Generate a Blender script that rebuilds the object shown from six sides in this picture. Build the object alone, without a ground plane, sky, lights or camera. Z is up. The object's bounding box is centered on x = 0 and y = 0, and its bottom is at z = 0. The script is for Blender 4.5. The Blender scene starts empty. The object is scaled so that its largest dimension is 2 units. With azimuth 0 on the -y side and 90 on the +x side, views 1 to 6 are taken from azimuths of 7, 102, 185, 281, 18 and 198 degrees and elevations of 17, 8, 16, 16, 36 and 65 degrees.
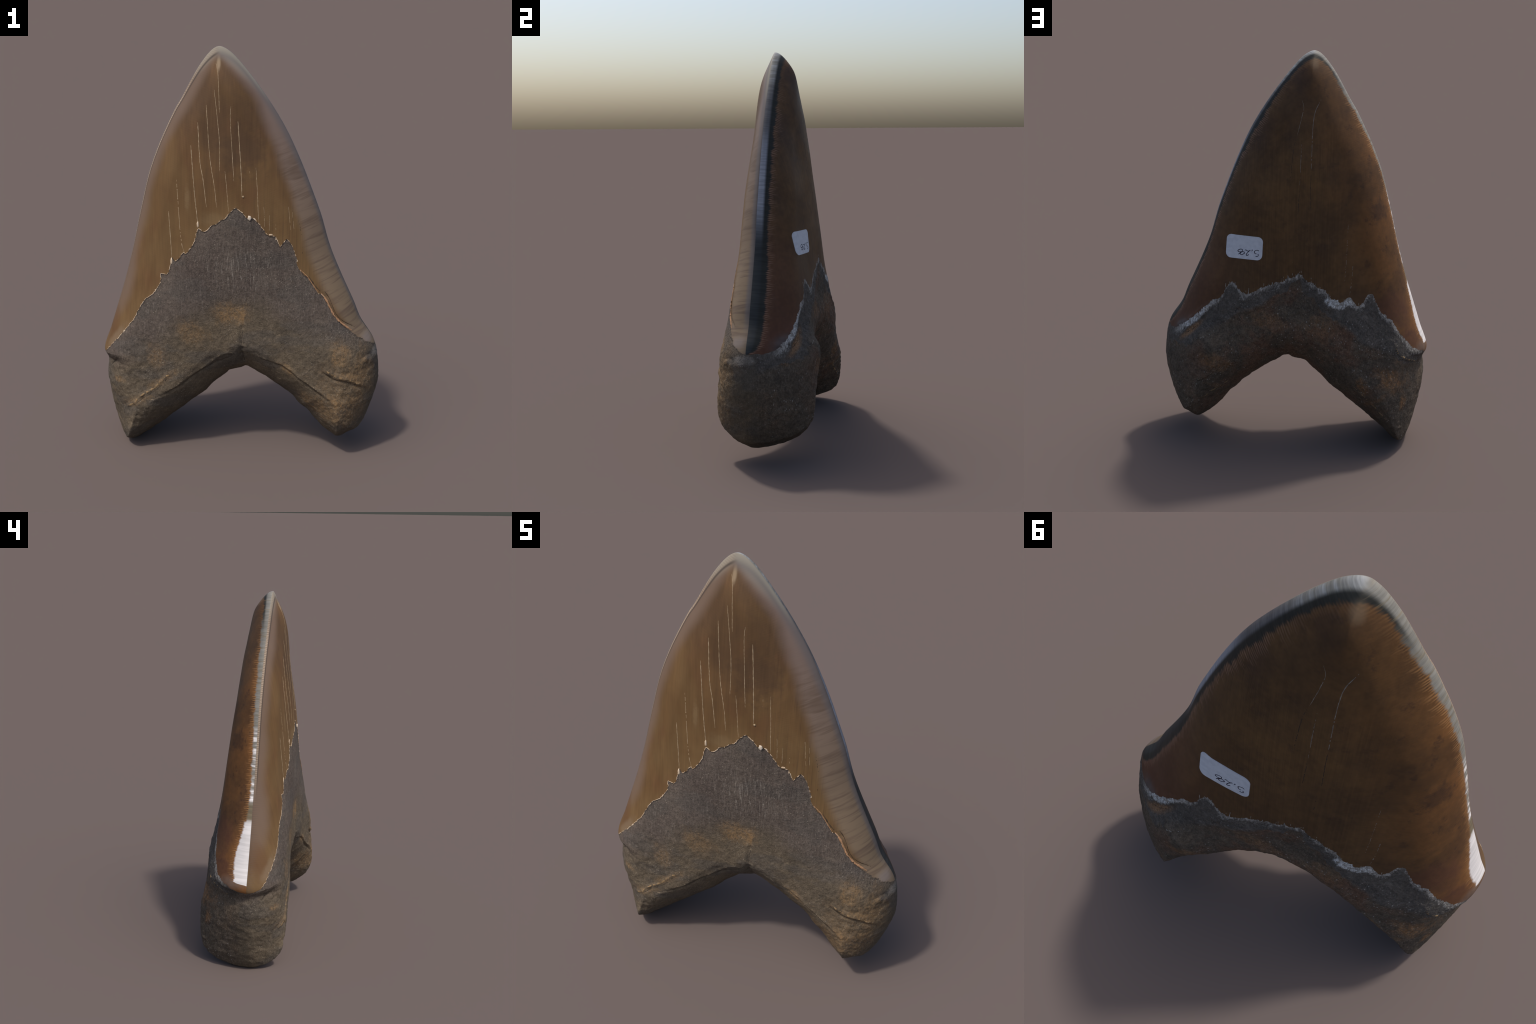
# A fossil shark tooth standing on its two root lobes.
# The body is a lens: one closed outline in the x-z plane (the "seam", at y = SEAM_Y) from which
# the front and the back are inflated.  Each side swells from the seam with an elliptical edge
# profile up to a thickness that is interpolated between a few gauge points.
import bpy, math, random
import numpy as np
from mathutils import Vector, noise
from mathutils.geometry import delaunay_2d_cdt
from mathutils.bvhtree import BVHTree
from mathutils.kdtree import KDTree

random.seed(7)
rng = np.random.default_rng(7)
SEAM_Y = -0.06

# ---------------------------------------------------------------- curves
LEFT_BLADE = [(-.073, 2.0), (-.104, 1.986), (-.166, 1.915), (-.257, 1.761), (-.29, 1.708), (-.41, 1.451),
              (-.531, 1.003), (-.586, .821), (-.653, .623), (-.697, .492)]
LEFT_LOBE = [(-.678, .448), (-.687, .345), (-.651, .13)]
LEFT_TIP = [(-.622, .042), (-.600, .006), (-.566, .0), (-.537, .004)]
ARCH = [(-.47, .043), (-.296, .180), (-.255, .215), (-.178, .274), (-.125, .331), (-.087, .361),
        (-.052, .391), (.012, .409), (.032, .418), (.097, .383), (.131, .366), (.17, .336), (.263, .269),
        (.302, .224), (.336, .198), (.391, .132), (.465, .069), (.495, .058)]
RIGHT_LOBE = [(.53, .070), (.57, .096), (.602, .113), (.664, .245), (.684, .32), (.696, .401), (.687, .524), (.664, .595)]
RIGHT_BLADE = [(.602, .691), (.568, .775), (.454, 1.041), (.394, 1.24), (.235, 1.626), (.04, 1.913), (-.034, 1.986)]
# rounding of the edge: width and exponent (2 = elliptical, 1 = plain bevel), in front and behind
EDGE = dict(blade=(.13, 1.6, .135, 1.8), lobe=(.19, 1.6, .20, 1.6), arch=(.17, 1.4, .26, 1.65), tip=(.17, 1.7, .14, 2.0))

# x, z, swelling of the front, swelling of the back
GAUGE = [
    (-0.073, 1.96, 0.029, 0.086), (-0.073, 1.9, 0.051, 0.107), (-0.16, 1.86, 0.043, 0.095), (0.03, 1.86, 0.063, 0.095),
    (-0.25, 1.7, 0.059, 0.095), (-0.05, 1.65, 0.084, 0.153), (0.15, 1.7, 0.056, 0.094), (0.12, 1.6, 0.068, 0.115),
    (-0.35, 1.5, 0.066, 0.117), (-0.2, 1.5, 0.087, 0.149), (-0.03, 1.48, 0.105, 0.180), (0.13, 1.48, 0.084, 0.138),
    (0.27, 1.48, 0.060, 0.112), (-0.43, 1.25, 0.075, 0.143), (-0.25, 1.25, 0.104, 0.183), (-0.05, 1.25, 0.124, 0.204),
    (0.15, 1.22, 0.115, 0.187), (0.36, 1.25, 0.077, 0.132), (-0.5, 1, 0.092, 0.160), (-0.35, 1, 0.109, 0.195),
    (-0.17, 1, 0.138, 0.229), (0, 1, 0.135, 0.227), (0.18, 1, 0.123, 0.208), (0.43, 1.02, 0.090, 0.155),
    (-0.58, 0.75, 0.114, 0.175), (-0.42, 0.75, 0.132, 0.218), (-0.25, 0.75, 0.149, 0.258), (0, 0.75, 0.135, 0.237),
    (0.25, 0.75, 0.141, 0.242), (0.35, 0.78, 0.131, 0.222), (0.5, 0.78, 0.122, 0.182), (-0.66, 0.53, 0.148, 0.210),
    (-0.52, 0.55, 0.149, 0.237), (-0.35, 0.55, 0.159, 0.284), (-0.15, 0.55, 0.143, 0.272), (0.05, 0.55, 0.148, 0.260),
    (-0.32, 0.43, 0.164, 0.285), (-0.1, 0.53, 0.141, 0.267), (0.21, 0.49, 0.148, 0.271), (0.37, 0.37, 0.162, 0.302),
    (0.505, 0.285, 0.183, 0.315), (0.44, 0.64, 0.142, 0.234), (0.25, 0.55, 0.152, 0.256), (0.42, 0.57, 0.160, 0.298),
    (0.55, 0.6, 0.149, 0.227), (0.66, 0.55, 0.165, 0.206), (-0.66, 0.35, 0.181, 0.252), (-0.55, 0.38, 0.163, 0.266),
    (-0.47, 0.31, 0.168, 0.300), (-0.35, 0.38, 0.166, 0.292), (-0.2, 0.4, 0.156, 0.277), (0.1, 0.45, 0.149, 0.281),
    (0.25, 0.42, 0.152, 0.292), (0.4, 0.38, 0.168, 0.300), (0.55, 0.4, 0.166, 0.279), (0.67, 0.4, 0.172, 0.263),
    (-0.62, 0.15, 0.164, 0.341), (-0.5, 0.18, 0.193, 0.326), (-0.35, 0.25, 0.185, 0.304), (0.35, 0.3, 0.163, 0.317),
    (0.48, 0.24, 0.186, 0.331), (0.6, 0.25, 0.191, 0.323), (-0.585, 0.04, 0.203, 0.317), (-0.56, 0.1, 0.206, 0.342),
    (0.5, 0.12, 0.213, 0.365),
]

# where the enamel of the crown ends and the root begins, left to right as x grows
BORDER_FRONT = [(-.66, .518), (-.513, .69), (-.447, .8), (-.402, .837), (-.363, .9), (-.362, .936), (-.331, .933),
                (-.303, 1.018), (-.294, 1.003), (-.273, 1.012), (-.248, 1.045), (-.236, 1.041), (-.191, 1.105),
                (-.171, 1.164), (-.142, 1.153), (-.104, 1.182), (-.041, 1.221), (.007, 1.267), (.065, 1.222),
                (.095, 1.218), (.164, 1.136), (.193, 1.133), (.218, 1.084), (.247, 1.12), (.297, 1.014),
                (.296, .992), (.32, .954), (.345, .936), (.396, .861), (.418, .845), (.485, .735), (.59, .63)]
BORDER_BACK = [(-.669, .508), (-.639, .526), (-.548, .622), (-.496, .702), (-.476, .713), (-.471, .727),
               (-.446, .739), (-.397, .83), (-.381, .831), (-.331, .777), (-.284, .82), (-.245, .795), (-.226, .809),
               (-.207, .807), (-.153, .857), (-.13, .861), (-.105, .881), (-.076, .894), (-.037, .929), (-.006, .912),
               (.028, .904), (.042, .891), (.162, .847), (.186, .827), (.248, .817), (.308, .868), (.367, .784),
               (.403, .769), (.428, .741), (.615, .579)]
BORDER_ENDS = [(-.693, .478), (.673, .566)]             # both borders meet the seam here

# mineral-filled hairline cracks in the enamel: side, radius, break-up, control points
VEINS = [
    ("F", .0012, .15, [(-.084, 1.927), (-.074, 1.89), (-.065, 1.707)]),
    ("F", .0012, .15, [(-.089, 1.81), (-.066, 1.568), (-.066, 1.437)]),
    ("F", .0014, .10, [(-.127, 1.741), (-.111, 1.497), (-.09, 1.357), (-.082, 1.271)]),
    ("F", .0016, .05, [(-.168, 1.662), (-.158, 1.468), (-.146, 1.403), (-.131, 1.27)]),
    ("F", .0019, .00, [(-.203, 1.556), (-.187, 1.322), (-.174, 1.194)]),
    ("F", .0014, .35, [(-.276, 1.393), (-.255, 1.092), (-.243, 1.048)]),
    ("F", .0016, .20, [(-.318, 1.241), (-.311, 1.12), (-.306, 1.017)]),
    ("F", .0012, .15, [(-.012, 1.737), (-.015, 1.69), (.001, 1.393)]),
    ("F", .0018, .00, [(.02, 1.668), (.036, 1.406), (.038, 1.322)]),
    ("F", .0011, .15, [(-.042, 1.45), (-.037, 1.406), (-.025, 1.249)]),
    ("F", .0011, .10, [(.102, 1.458), (.109, 1.356), (.116, 1.2)]),
    ("F", .0008, .45, [(.073, 1.471), (.073, 1.392)]),
    ("F", .0008, .30, [(.137, 1.299), (.142, 1.236), (.144, 1.164)]),
    ("F", .0009, .20, [(.166, 1.249), (.165, 1.15)]),
    ("F", .0008, .30, [(.195, 1.22), (.197, 1.14)]),
    ("F", .0009, .20, [(.252, 1.29), (.259, 1.224), (.265, 1.156)]),
    ("F", .0008, .30, [(.27, 1.268), (.282, 1.147)]),
    ("B", .0015, .30, [(-.113, 1.776), (-.086, 1.71), (-.078, 1.5), (-.078, 1.44)]),
    ("B", .0012, .25, [(-.022, 1.772), (-.032, 1.741), (-.027, 1.705), (-.004, 1.604)]),
    ("B", .0013, .45, [(-.028, 1.592), (-.026, 1.466), (-.024, 1.37)]),
    ("B", .0011, .45, [(-.266, 1.185), (-.263, 1.002), (-.259, .893)]),
    ("B", .0013, .40, [(-.297, .996), (-.293, .897), (-.286, .832)]),
    ("B", .0008, .55, [(.0, 1.02), (.002, .95)]),
]
DARK_CRACKS = [
    ("B", .0020, .25, [(-.078, 1.44), (-.077, 1.36), (-.078, 1.236)]),
    ("B", .0018, .35, [(-.004, 1.6), (.008, 1.559), (.023, 1.377)]),
    ("B", .0018, .25, [(-.024, 1.37), (-.02, 1.25), (-.018, 1.2)]),
    ("B", .0014, .35, [(-.07, 1.18), (-.066, 1.08), (-.06, 1.02)]),
    ("B", .0012, .30, [(.05, 1.37), (.054, 1.28), (.056, 1.19)]),
    ("F", .0014, .20, [(.296, 1.23), (.318, 1.12), (.32, 1.0)]),
    ("F", .0024, .00, [(.352, .938), (.385, .89), (.41, .862)]),
    ("F", .0020, .00, [(.422, .872), (.45, .829), (.493, .738), (.582, .668)]),
]

ROOT_DARK_LINES = [  # thin dark threads along the ledges and creases of the root
    ("F", .0020, .25, [(-.02, .524), (-.17, .446), (-.31, .348), (-.46, .275)]),
    ("F", .0018, .30, [(.1, .524), (.23, .484), (.33, .408), (.47, .312)]),
    ("F", .0024, .15, [(.41, .483), (.47, .441), (.545, .419), (.63, .37)]),
    ("F", .0020, .30, [(-.33, .418), (-.40, .342), (-.47, .294), (-.52, .252)]),
    ("F", .0026, .0, [(-.672, .402), (-.65, .425), (-.622, .458), (-.596, .491)]),
    ("F", .0026, .25, [(.038, .69), (.030, .62), (.028, .56), (.034, .50), (.034, .45)]),
    ("F", .0022, .2, [(.06, .55), (.045, .535), (.03, .54), (.01, .535)]),
    ("B", .0020, .25, [(.56, .570), (.50, .614), (.46, .655)]),
    ("B", .0018, .3, [(.491, .347), (.428, .376), (.354, .43)]),
    ("B", .0018, .3, [(-.515, .575), (-.552, .512), (-.62, .458)]),
]

# relief lines on the root: side, height, half width, tint of a mineral film on the crest (or None), points
CREASES = [
    ("F", .0045, .008, "pale", [(.01, .53), (-.035, .543), (-.063, .536), (-.165, .46), (-.269, .392), (-.299, .363),
                                (-.337, .343), (-.372, .313), (-.415, .292), (-.455, .285)]),
    ("F", .0045, .020, None, [(.60, .49), (.64, .515), (.675, .50)]),
    ("F", -.0045, .006, None, [(.595, .52), (.64, .535), (.68, .525)]),
    ("F", .0040, .016, None, [(-.475, .312), (-.521, .201), (-.555, .08)]),
    ("F", .0050, .008, "ochre", [(-.321, .43), (-.348, .415), (-.411, .35), (-.48, .306), (-.523, .261), (-.569, .233)]),
    ("F", -.0050, .005, None, [(-.663, .411), (-.624, .458), (-.596, .491)]),
    ("F", .0045, .008, "pale", [(.081, .539), (.189, .5), (.222, .498), (.246, .48), (.274, .467), (.302, .433), (.349, .407),
                                (.472, .321), (.51, .278)]),
    ("F", .0065, .012, "ochre", [(.426, .494), (.479, .454), (.549, .431), (.633, .382)]),
    ("F", -.0065, .007, None, [(.412, .478), (.47, .435), (.545, .413), (.63, .366)]),
    ("F", -.0060, .007, None, [(-.02, .522), (-.17, .442), (-.31, .345), (-.46, .275)]),
    ("F", -.0060, .007, None, [(.1, .520), (.23, .480), (.33, .405), (.47, .31)]),
    ("F", -.0060, .007, None, [(.038, .70), (.028, .64), (.026, .57)]),
    ("F", -.0160, .013, None, [(.03, .59), (.026, .545), (.034, .47)]),
    ("F", .0040, .005, None, [(.046, .60), (.05, .56), (.06, .54)]),
    ("F", .0040, .005, "pale", [(.018, .57), (.016, .545), (.022, .52)]),
    ("F", -.0060, .012, None, [(-.69, .462), (-.655, .455), (-.56, .46)]),
    ("F", -.0045, .006, None, [(.41, .868), (.448, .826), (.491, .735), (.582, .663)]),
    ("B", .0075, .013, "grey", [(.614, .575), (.577, .61), (.538, .635), (.459, .713), (.398, .76)]),
    ("B", -.0085, .007, None, [(.56, .572), (.493, .621), (.458, .664), (.42, .70)]),
    ("B", .0030, .006, "grey", [(.511, .564), (.39, .612), (.355, .623)]),
    ("B", .0035, .006, "tan", [(.491, .354), (.428, .383), (.354, .437)]),
    ("B", -.0040, .005, None, [(.491, .343), (.428, .372), (.354, .427)]),
    ("B", .0030, .007, "ochre", [(.459, .24), (.429, .267), (.31, .339)]),
    ("B", .0040, .007, "ochre", [(-.508, .599), (-.549, .525), (-.621, .47), (-.649, .438)]),
    ("B", .0060, .018, None, [(-.10, .86), (-.2, .75), (-.27, .66), (-.36, .60), (-.45, .54)]),
    ("B", .0050, .016, None, [(.02, .88), (.15, .775), (.28, .70), (.38, .645)]),
    ("B", -.0060, .010, None, [(-.69, .468), (-.655, .478), (-.60, .508)]),
    ("B", .0030, .007, "ochre", [(-.317, .355), (-.416, .262), (-.518, .157)]),
]


def spline(points, closed=False, step=.006):
    """Centripetal Catmull-Rom curve through the control points."""
    p = np.asarray(points, float)
    if len(p) == 2 and not closed:
        return np.linspace(p[0], p[1], max(2, int(np.linalg.norm(p[1] - p[0]) / step)))
    q = np.vstack([p[-1:], p, p[:2]]) if closed else np.vstack([2 * p[0] - p[1], p, 2 * p[-1] - p[-2]])
    out = []
    for i in range(1, len(q) - 2):
        p0, p1, p2, p3 = q[i - 1:i + 3]
        gap = [max(np.linalg.norm(b[:2] - a[:2]), 1e-6) ** .5 for a, b in ((p0, p1), (p1, p2), (p2, p3))]
        t0, t1, t2, t3 = 0, gap[0], gap[0] + gap[1], sum(gap)
        m = max(1, int(np.linalg.norm(p2[:2] - p1[:2]) / step * 3))
        t = np.linspace(t1, t2, m, endpoint=False)[:, None]
        a1 = (t1 - t) / (t1 - t0) * p0 + (t - t0) / (t1 - t0) * p1
        a2 = (t2 - t) / (t2 - t1) * p1 + (t - t1) / (t2 - t1) * p2
        a3 = (t3 - t) / (t3 - t2) * p2 + (t - t2) / (t3 - t2) * p3
        b1 = (t2 - t) / (t2 - t0) * a1 + (t - t0) / (t2 - t0) * a2
        b2 = (t3 - t) / (t3 - t1) * a2 + (t - t1) / (t3 - t1) * a3
        out.append((t2 - t) / (t2 - t1) * b1 + (t - t1) / (t2 - t1) * b2)
    if not closed:
        out.append(p[-1:])
    return resample(np.vstack(out), step, closed)


def resample(p, step, closed):
    q = np.vstack([p, p[:1]]) if closed else p
    run = np.r_[0, np.cumsum(np.linalg.norm(np.diff(q[:, :2], axis=0), axis=1))]
    n = max(2, int(round(run[-1] / step)))
    s = np.linspace(0, run[-1], n, endpoint=not closed)
    return np.stack([np.interp(s, run, q[:, i]) for i in range(q.shape[1])], 1)


def to_polyline(p, line, closed=False):
    """Distance of each point to a finely sampled polyline, and the index of the nearest segment."""
    line = line[:, :2]
    tree = KDTree(len(line))
    for i, (x, z) in enumerate(line):
        tree.insert((x, z, 0), i)
    tree.balance()
    near = np.array([tree.find((x, z, 0))[1] for x, z in p], int)
    best, where, n = np.full(len(p), 9.0), near.copy(), len(line)
    for shift in (-1, 0):
        i = near + shift
        i = i % n if closed else np.clip(i, 0, n - 2)
        a, b = line[i], line[(i + 1) % n]
        ab = b - a
        t = np.clip(((p - a) * ab).sum(1) / np.maximum((ab ** 2).sum(1), 1e-12), 0, 1)
        r = np.linalg.norm(p - a - t[:, None] * ab, axis=1)
        where = np.where(r < best, i, where)
        best = np.minimum(best, r)
    return best, where


def inside(p, loop):
    a, b, c = loop[:, :2], np.roll(loop[:, :2], -1, 0), np.zeros(len(p), bool)
    for (ax, az), (bx, bz) in zip(a, b):
        if az != bz:
            m = (az > p[:, 1]) != (bz > p[:, 1])
            c ^= m & (p[:, 0] < (bx - ax) * (p[:, 1] - az) / (bz - az) + ax)
    return c


def smooth(x, a, b):
    t = np.clip((x - a) / (b - a), 0, 1)
    return t * t * (3 - 2 * t)


# ---------------------------------------------------------------- the outline
control = [(x, z, *EDGE[k]) for pts, k in ((LEFT_BLADE, "blade"), (LEFT_LOBE, "lobe"), (LEFT_TIP, "tip"), (ARCH, "arch"),
                                                (RIGHT_LOBE, "lobe"), (RIGHT_BLADE, "blade")) for x, z in pts]
OUTLINE = spline(control, True, .006)
OUTLINE[:, 1] = np.clip(OUTLINE[:, 1], 0, 2.0)
N = len(OUTLINE)
tangent = np.roll(OUTLINE[:, :2], -1, 0) - np.roll(OUTLINE[:, :2], 1, 0)
tangent /= np.linalg.norm(tangent, axis=1)[:, None]
INWARD = np.stack([-tangent[:, 1], tangent[:, 0]], 1)
if not inside(OUTLINE[N // 3:N // 3 + 1, :2] + INWARD[N // 3:N // 3 + 1] * .004, OUTLINE)[0]:
    INWARD = -INWARD
END_L, END_R = [int(((OUTLINE[:, :2] - e) ** 2).sum(1).argmin()) for e in BORDER_ENDS]
COARSE = OUTLINE[::3]


class ThinPlate:
    """Smooth surface through the gauge points."""

    def __init__(self, x, y):
        n = len(x)
        k, p = self.phi(np.linalg.norm(x[:, None] - x, axis=-1)), np.c_[np.ones(n), x]
        m = np.zeros((n + 3, n + 3))
        m[:n, :n], m[:n, n:], m[n:, :n] = k + np.eye(n) * 1e-6, p, p.T
        self.c, self.x = np.linalg.solve(m, np.r_[y, 0, 0, 0]), x

    @staticmethod
    def phi(r):
        return np.where(r > 0, r * r * np.log(np.maximum(r, 1e-9)), 0)

    def __call__(self, q):
        out = np.empty(len(q))
        for i in range(0, len(q), 8000):
            s = q[i:i + 8000]
            out[i:i + 8000] = self.phi(np.linalg.norm(s[:, None] - self.x, axis=-1)) @ self.c[:-3] + np.c_[np.ones(len(s)), s] @ self.c[-3:]
        return out


gauge = np.array(GAUGE)
SWELL = {"F": ThinPlate(gauge[:, :2], gauge[:, 2]), "B": ThinPlate(gauge[:, :2], gauge[:, 3])}
SIGN = {"F": -1, "B": 1}


def edge_data(p):
    d, _ = to_polyline(p, OUTLINE, True)
    w = np.empty((len(p), 4))
    for i in range(0, len(p), 4000):
        k = 1 / (((p[i:i + 4000, None] - COARSE[:, :2]) ** 2).sum(-1) + .0009) ** 1.5
        w[i:i + 4000] = (k @ COARSE[:, 2:6]) / k.sum(1)[:, None]
    return d, w


def depth(p, side, d, w):
    width, power = (w[:, 0], w[:, 1]) if side == "F" else (w[:, 2], w[:, 3])
    rise = np.maximum(0, 1 - (1 - np.clip(d / width, 0, 1)) ** power) ** (1 / power)
    return SEAM_Y + SIGN[side] * np.maximum(SWELL[side](p) + .003, .015) * rise


# ---------------------------------------------------------------- flat triangulation of each side
def rough_border(points, side):
    """The border curve with the fine, partly fibrous jags of broken enamel."""
    line = spline([OUTLINE[END_L, :2], *points, OUTLINE[END_R, :2]], False, .0035)
    n = len(line)
    t = np.gradient(line, axis=0)
    t /= np.linalg.norm(t, axis=1)[:, None]
    nrm = np.stack([-t[:, 1], t[:, 0]], 1)
    fade = smooth(np.minimum(np.arange(n), n - 1 - np.arange(n)) * .0035, .0, .025)
    amp = .0042 if side == "F" else .005
    seed = 3.1 if side == "F" else 9.7
    jag = np.array([noise.noise((i * .13, seed, 0)) + .9 * noise.noise((i * .43, seed, 4)) + .5 * noise.noise((i * .9, seed, 8)) for i in range(n)])
    line = line + nrm * (jag * amp * fade)[:, None]
    if side == "B":                                     # splintered fibres stand up from the back border
        up = np.array([max(0, noise.noise((i * .83, 2.2, 7)) - .15) for i in range(n)])
        line[:, 1] += up * .03 * fade * smooth(line[:, 0], -.35, -.2) * (1 - smooth(line[:, 0], .30, .42))
    line[0], line[-1] = OUTLINE[END_L, :2], OUTLINE[END_R, :2]
    return line


BORDER = {"F": rough_border(BORDER_FRONT, "F"), "B": rough_border(BORDER_BACK, "B")}
top = np.arange(END_R, END_L + (0 if END_L > END_R else N) + 1) % N      # outline indices over the apex
if not any(OUTLINE[top, 1] > 1.9):
    top = np.arange(END_L, END_R + (0 if END_R > END_L else N) + 1) % N
    top = top[::-1]
CROWN_LOOP = {s: np.vstack([BORDER[s], OUTLINE[top, :2][1:-1]]) for s in "FB"}

STEP = .0052
RINGS = (.0012, .003, .0055, .009, .013, .018, .024, .031)


def triangulate(side):
    rows = []
    for j, z in enumerate(np.arange(.002, 2, STEP * .866)):
        x = np.arange(-.7 + (j % 2) * STEP / 2, .7, STEP)
        rows.append(np.c_[x, np.full(len(x), z)])
    grid = np.vstack(rows)
    grid = grid[inside(grid, OUTLINE)]
    grid = grid[to_polyline(grid, OUTLINE, True)[0] > RINGS[-1] + STEP * .6]
    ring = np.vstack([OUTLINE[:, :2] + INWARD * r for r in RINGS])
    want = np.repeat(RINGS, N)
    ok = inside(ring, OUTLINE)
    ring, want = ring[ok], want[ok]
    ring = ring[to_polyline(ring, OUTLINE, True)[0] > want * .93]
    free = np.vstack([ring, grid])
    free = free[to_polyline(free, BORDER[side])[0] > STEP * .33]
    inner = BORDER[side][1:-1]
    verts = np.vstack([OUTLINE[:, :2], inner, free])
    edges = [(i, (i + 1) % N) for i in range(N)]
    chain = [END_L, *range(N, N + len(inner)), END_R]
    edges += list(zip(chain[:-1], chain[1:]))
    v, e, f, vo, eo, fo = delaunay_2d_cdt([Vector(p) for p in verts], edges, [], 0, 1e-6)
    v, f = np.array([tuple(p) for p in v]), np.array([t for t in f if len(t) == 3])
    order = np.full(len(v), -1)
    for i, o in enumerate(vo):
        if o and min(o) < N:
            order[i] = min(o)
    c = v[f].mean(1)
    f = f[inside(c, OUTLINE)]
    return v, f, order


sides = {}
verts, faces, kind, tag_side = [np.c_[OUTLINE[:, 0], np.full(N, SEAM_Y), OUTLINE[:, 1]]], [], [], [np.zeros(N)]
flat_d, count = [np.zeros(N)], N
for s in "FB":
    v, f, order = triangulate(s)
    new = order < 0
    d, w = edge_data(v)
    y = depth(v, s, d, w)
    index = order.copy()
    index[new] = count + np.arange(new.sum())
    count += int(new.sum())
    verts.append(np.c_[v[new, 0], y[new], v[new, 1]])
    tag_side.append(np.full(int(new.sum()), SIGN[s]))
    flat_d.append(d[new])
    a, b, c = v[f[:, 0]], v[f[:, 1]], v[f[:, 2]]
    turn = (b[:, 0] - a[:, 0]) * (c[:, 1] - a[:, 1]) - (b[:, 1] - a[:, 1]) * (c[:, 0] - a[:, 0])
    flip = (turn > 0) != (s == "F")                   # outward is -y in front, +y behind
    f[flip] = f[flip][:, ::-1]
    mid = v[f].mean(1)
    crown = inside(mid, CROWN_LOOP[s])
    near, _ = to_polyline(mid, OUTLINE, True)
    border_gap, _ = to_polyline(mid, BORDER[s])
    k = np.where(crown, 0, 1)                          # 0 crown, 1 root
    k[crown & (near < .0165) & (mid[:, 0] < -.073)] = 2   # 2, 3 cutting edges
    k[crown & (near < .0165) & (mid[:, 0] >= -.073)] = 3
    if s == "B":                                       # 4 the pale crust under the enamel of the back
        ragged = np.array([noise.noise((p[0] * 14, 1.7, p[1] * 14)) + .6 * noise.noise((p[0] * 45, 5.1, p[1] * 45)) for p in mid])
        reach = (.062 + .022 * ragged + .02 * np.exp(-((mid[:, 0] + .27) / .13) ** 2)
                 + .02 * np.exp(-((mid[:, 0] + .45) / .09) ** 2) + .008 * np.exp(-((mid[:, 0] - .5) / .1) ** 2)
                 - .03 * np.exp(-((mid[:, 0] + .02) / .05) ** 2))
        k[(k == 1) & (border_gap < reach) & (near > .03)] = 4
    faces.append(index[f])
    kind.append(k)
V, Fc, K, side_of, D = np.vstack(verts), np.vstack(faces), np.concatenate(kind), np.concatenate(tag_side), np.concatenate(flat_d)


def vertex_normals(v, f):
    n = np.cross(v[f[:, 1]] - v[f[:, 0]], v[f[:, 2]] - v[f[:, 0]])
    out = np.zeros_like(v)
    for i in range(3):
        np.add.at(out, f[:, i], n)
    return out / np.maximum(np.linalg.norm(out, axis=1), 1e-12)[:, None]


# ---------------------------------------------------------------- relief
is_root = np.zeros(len(V), bool)
is_root[Fc[(K == 1) | (K == 4)].ravel()] = True
NV = vertex_normals(V, Fc)
xz = V[:, [0, 2]]
push = np.zeros(len(V))
rootness = np.zeros(len(V))
for s in "FB":
    m = side_of == SIGN[s]
    gap, _ = to_polyline(xz[m], BORDER[s])
    on_root = is_root[m] & (gap > 1e-5)
    rootness[m] = np.where(on_root, smooth(gap, 0, .03), 0)
    # the enamel ends in a slight lip over the root
    push[m] += np.where(on_root, -.0022 * np.exp(-gap / .008), .0014 * np.exp(-gap / .012)) * (1 if s == "F" else .15) * smooth(D[m], .0, .03)
rootness[:N] = np.where(is_root[:N], 1, 0) * smooth(np.minimum(np.linalg.norm(OUTLINE[:, :2] - OUTLINE[END_L, :2], axis=1),
                                                             np.linalg.norm(OUTLINE[:, :2] - OUTLINE[END_R, :2], axis=1)), 0, .05)
for i, p in enumerate(V):
    r = rootness[i]
    q = Vector(p)
    h = .0010 * noise.noise(q * 7)
    if r > 0:
        if side_of[i] < 0:                              # the fibrous upper half of the front is the smoothest
            r *= (.55 + .5 * float(smooth(abs(p[0]), .3, .5))) * (1 - .7 * float(smooth(p[2] + .28 * abs(p[0]), .62, .86)))
        h += r * (.0030 * noise.noise(q * 11 + Vector((3, 0, 0))) + .0024 * noise.noise(q * 29) + .0020 * noise.noise(q * 62)
                  + .0014 * noise.noise(Vector((q.x * 120, q.y * 110, q.z * 70))) - .0045 * max(0, noise.noise(q * 24 + Vector((0, 7, 0))) - .32))
    push[i] += h
for s, height, width, tint, pts in CREASES:
    m = np.where(side_of == SIGN[s])[0]
    line = spline(pts, False, .008)
    close = m[(xz[m, 0] > line[:, 0].min() - .06) & (xz[m, 0] < line[:, 0].max() + .06) & (xz[m, 1] > line[:, 1].min() - .06) & (xz[m, 1] < line[:, 1].max() + .06)]
    gap, seg = to_polyline(xz[close], line)
    t = seg / max(1, len(line) - 2)
    vary = np.array([.75 + .5 * noise.noise((x * 40, 2.5, z * 40)) for x, z in xz[close]])
    push[close] += height * vary * np.exp(-(gap / width) ** 2) * (1 - .8 * smooth(np.abs(t - .5) * 2, .75, 1)) * smooth(D[close], .004, .03)
V = V + NV * push[:, None]
V[:, 2] = np.clip(V[:, 2], 0, None)
V[:, 2] *= 2.0 / V[:, 2].max()
NV = vertex_normals(V, Fc)
BODY = BVHTree.FromPolygons([tuple(p) for p in V], [tuple(int(i) for i in f) for f in Fc])


def on_surface(x, z, side):
    hit, nrm, _, _ = BODY.ray_cast(Vector((x, SIGN[side] * 2, z)), Vector((0, -SIGN[side], 0)))
    if hit is None:
        return None
    return hit, nrm * (1 if nrm.y * SIGN[side] > 0 else -1)


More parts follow.
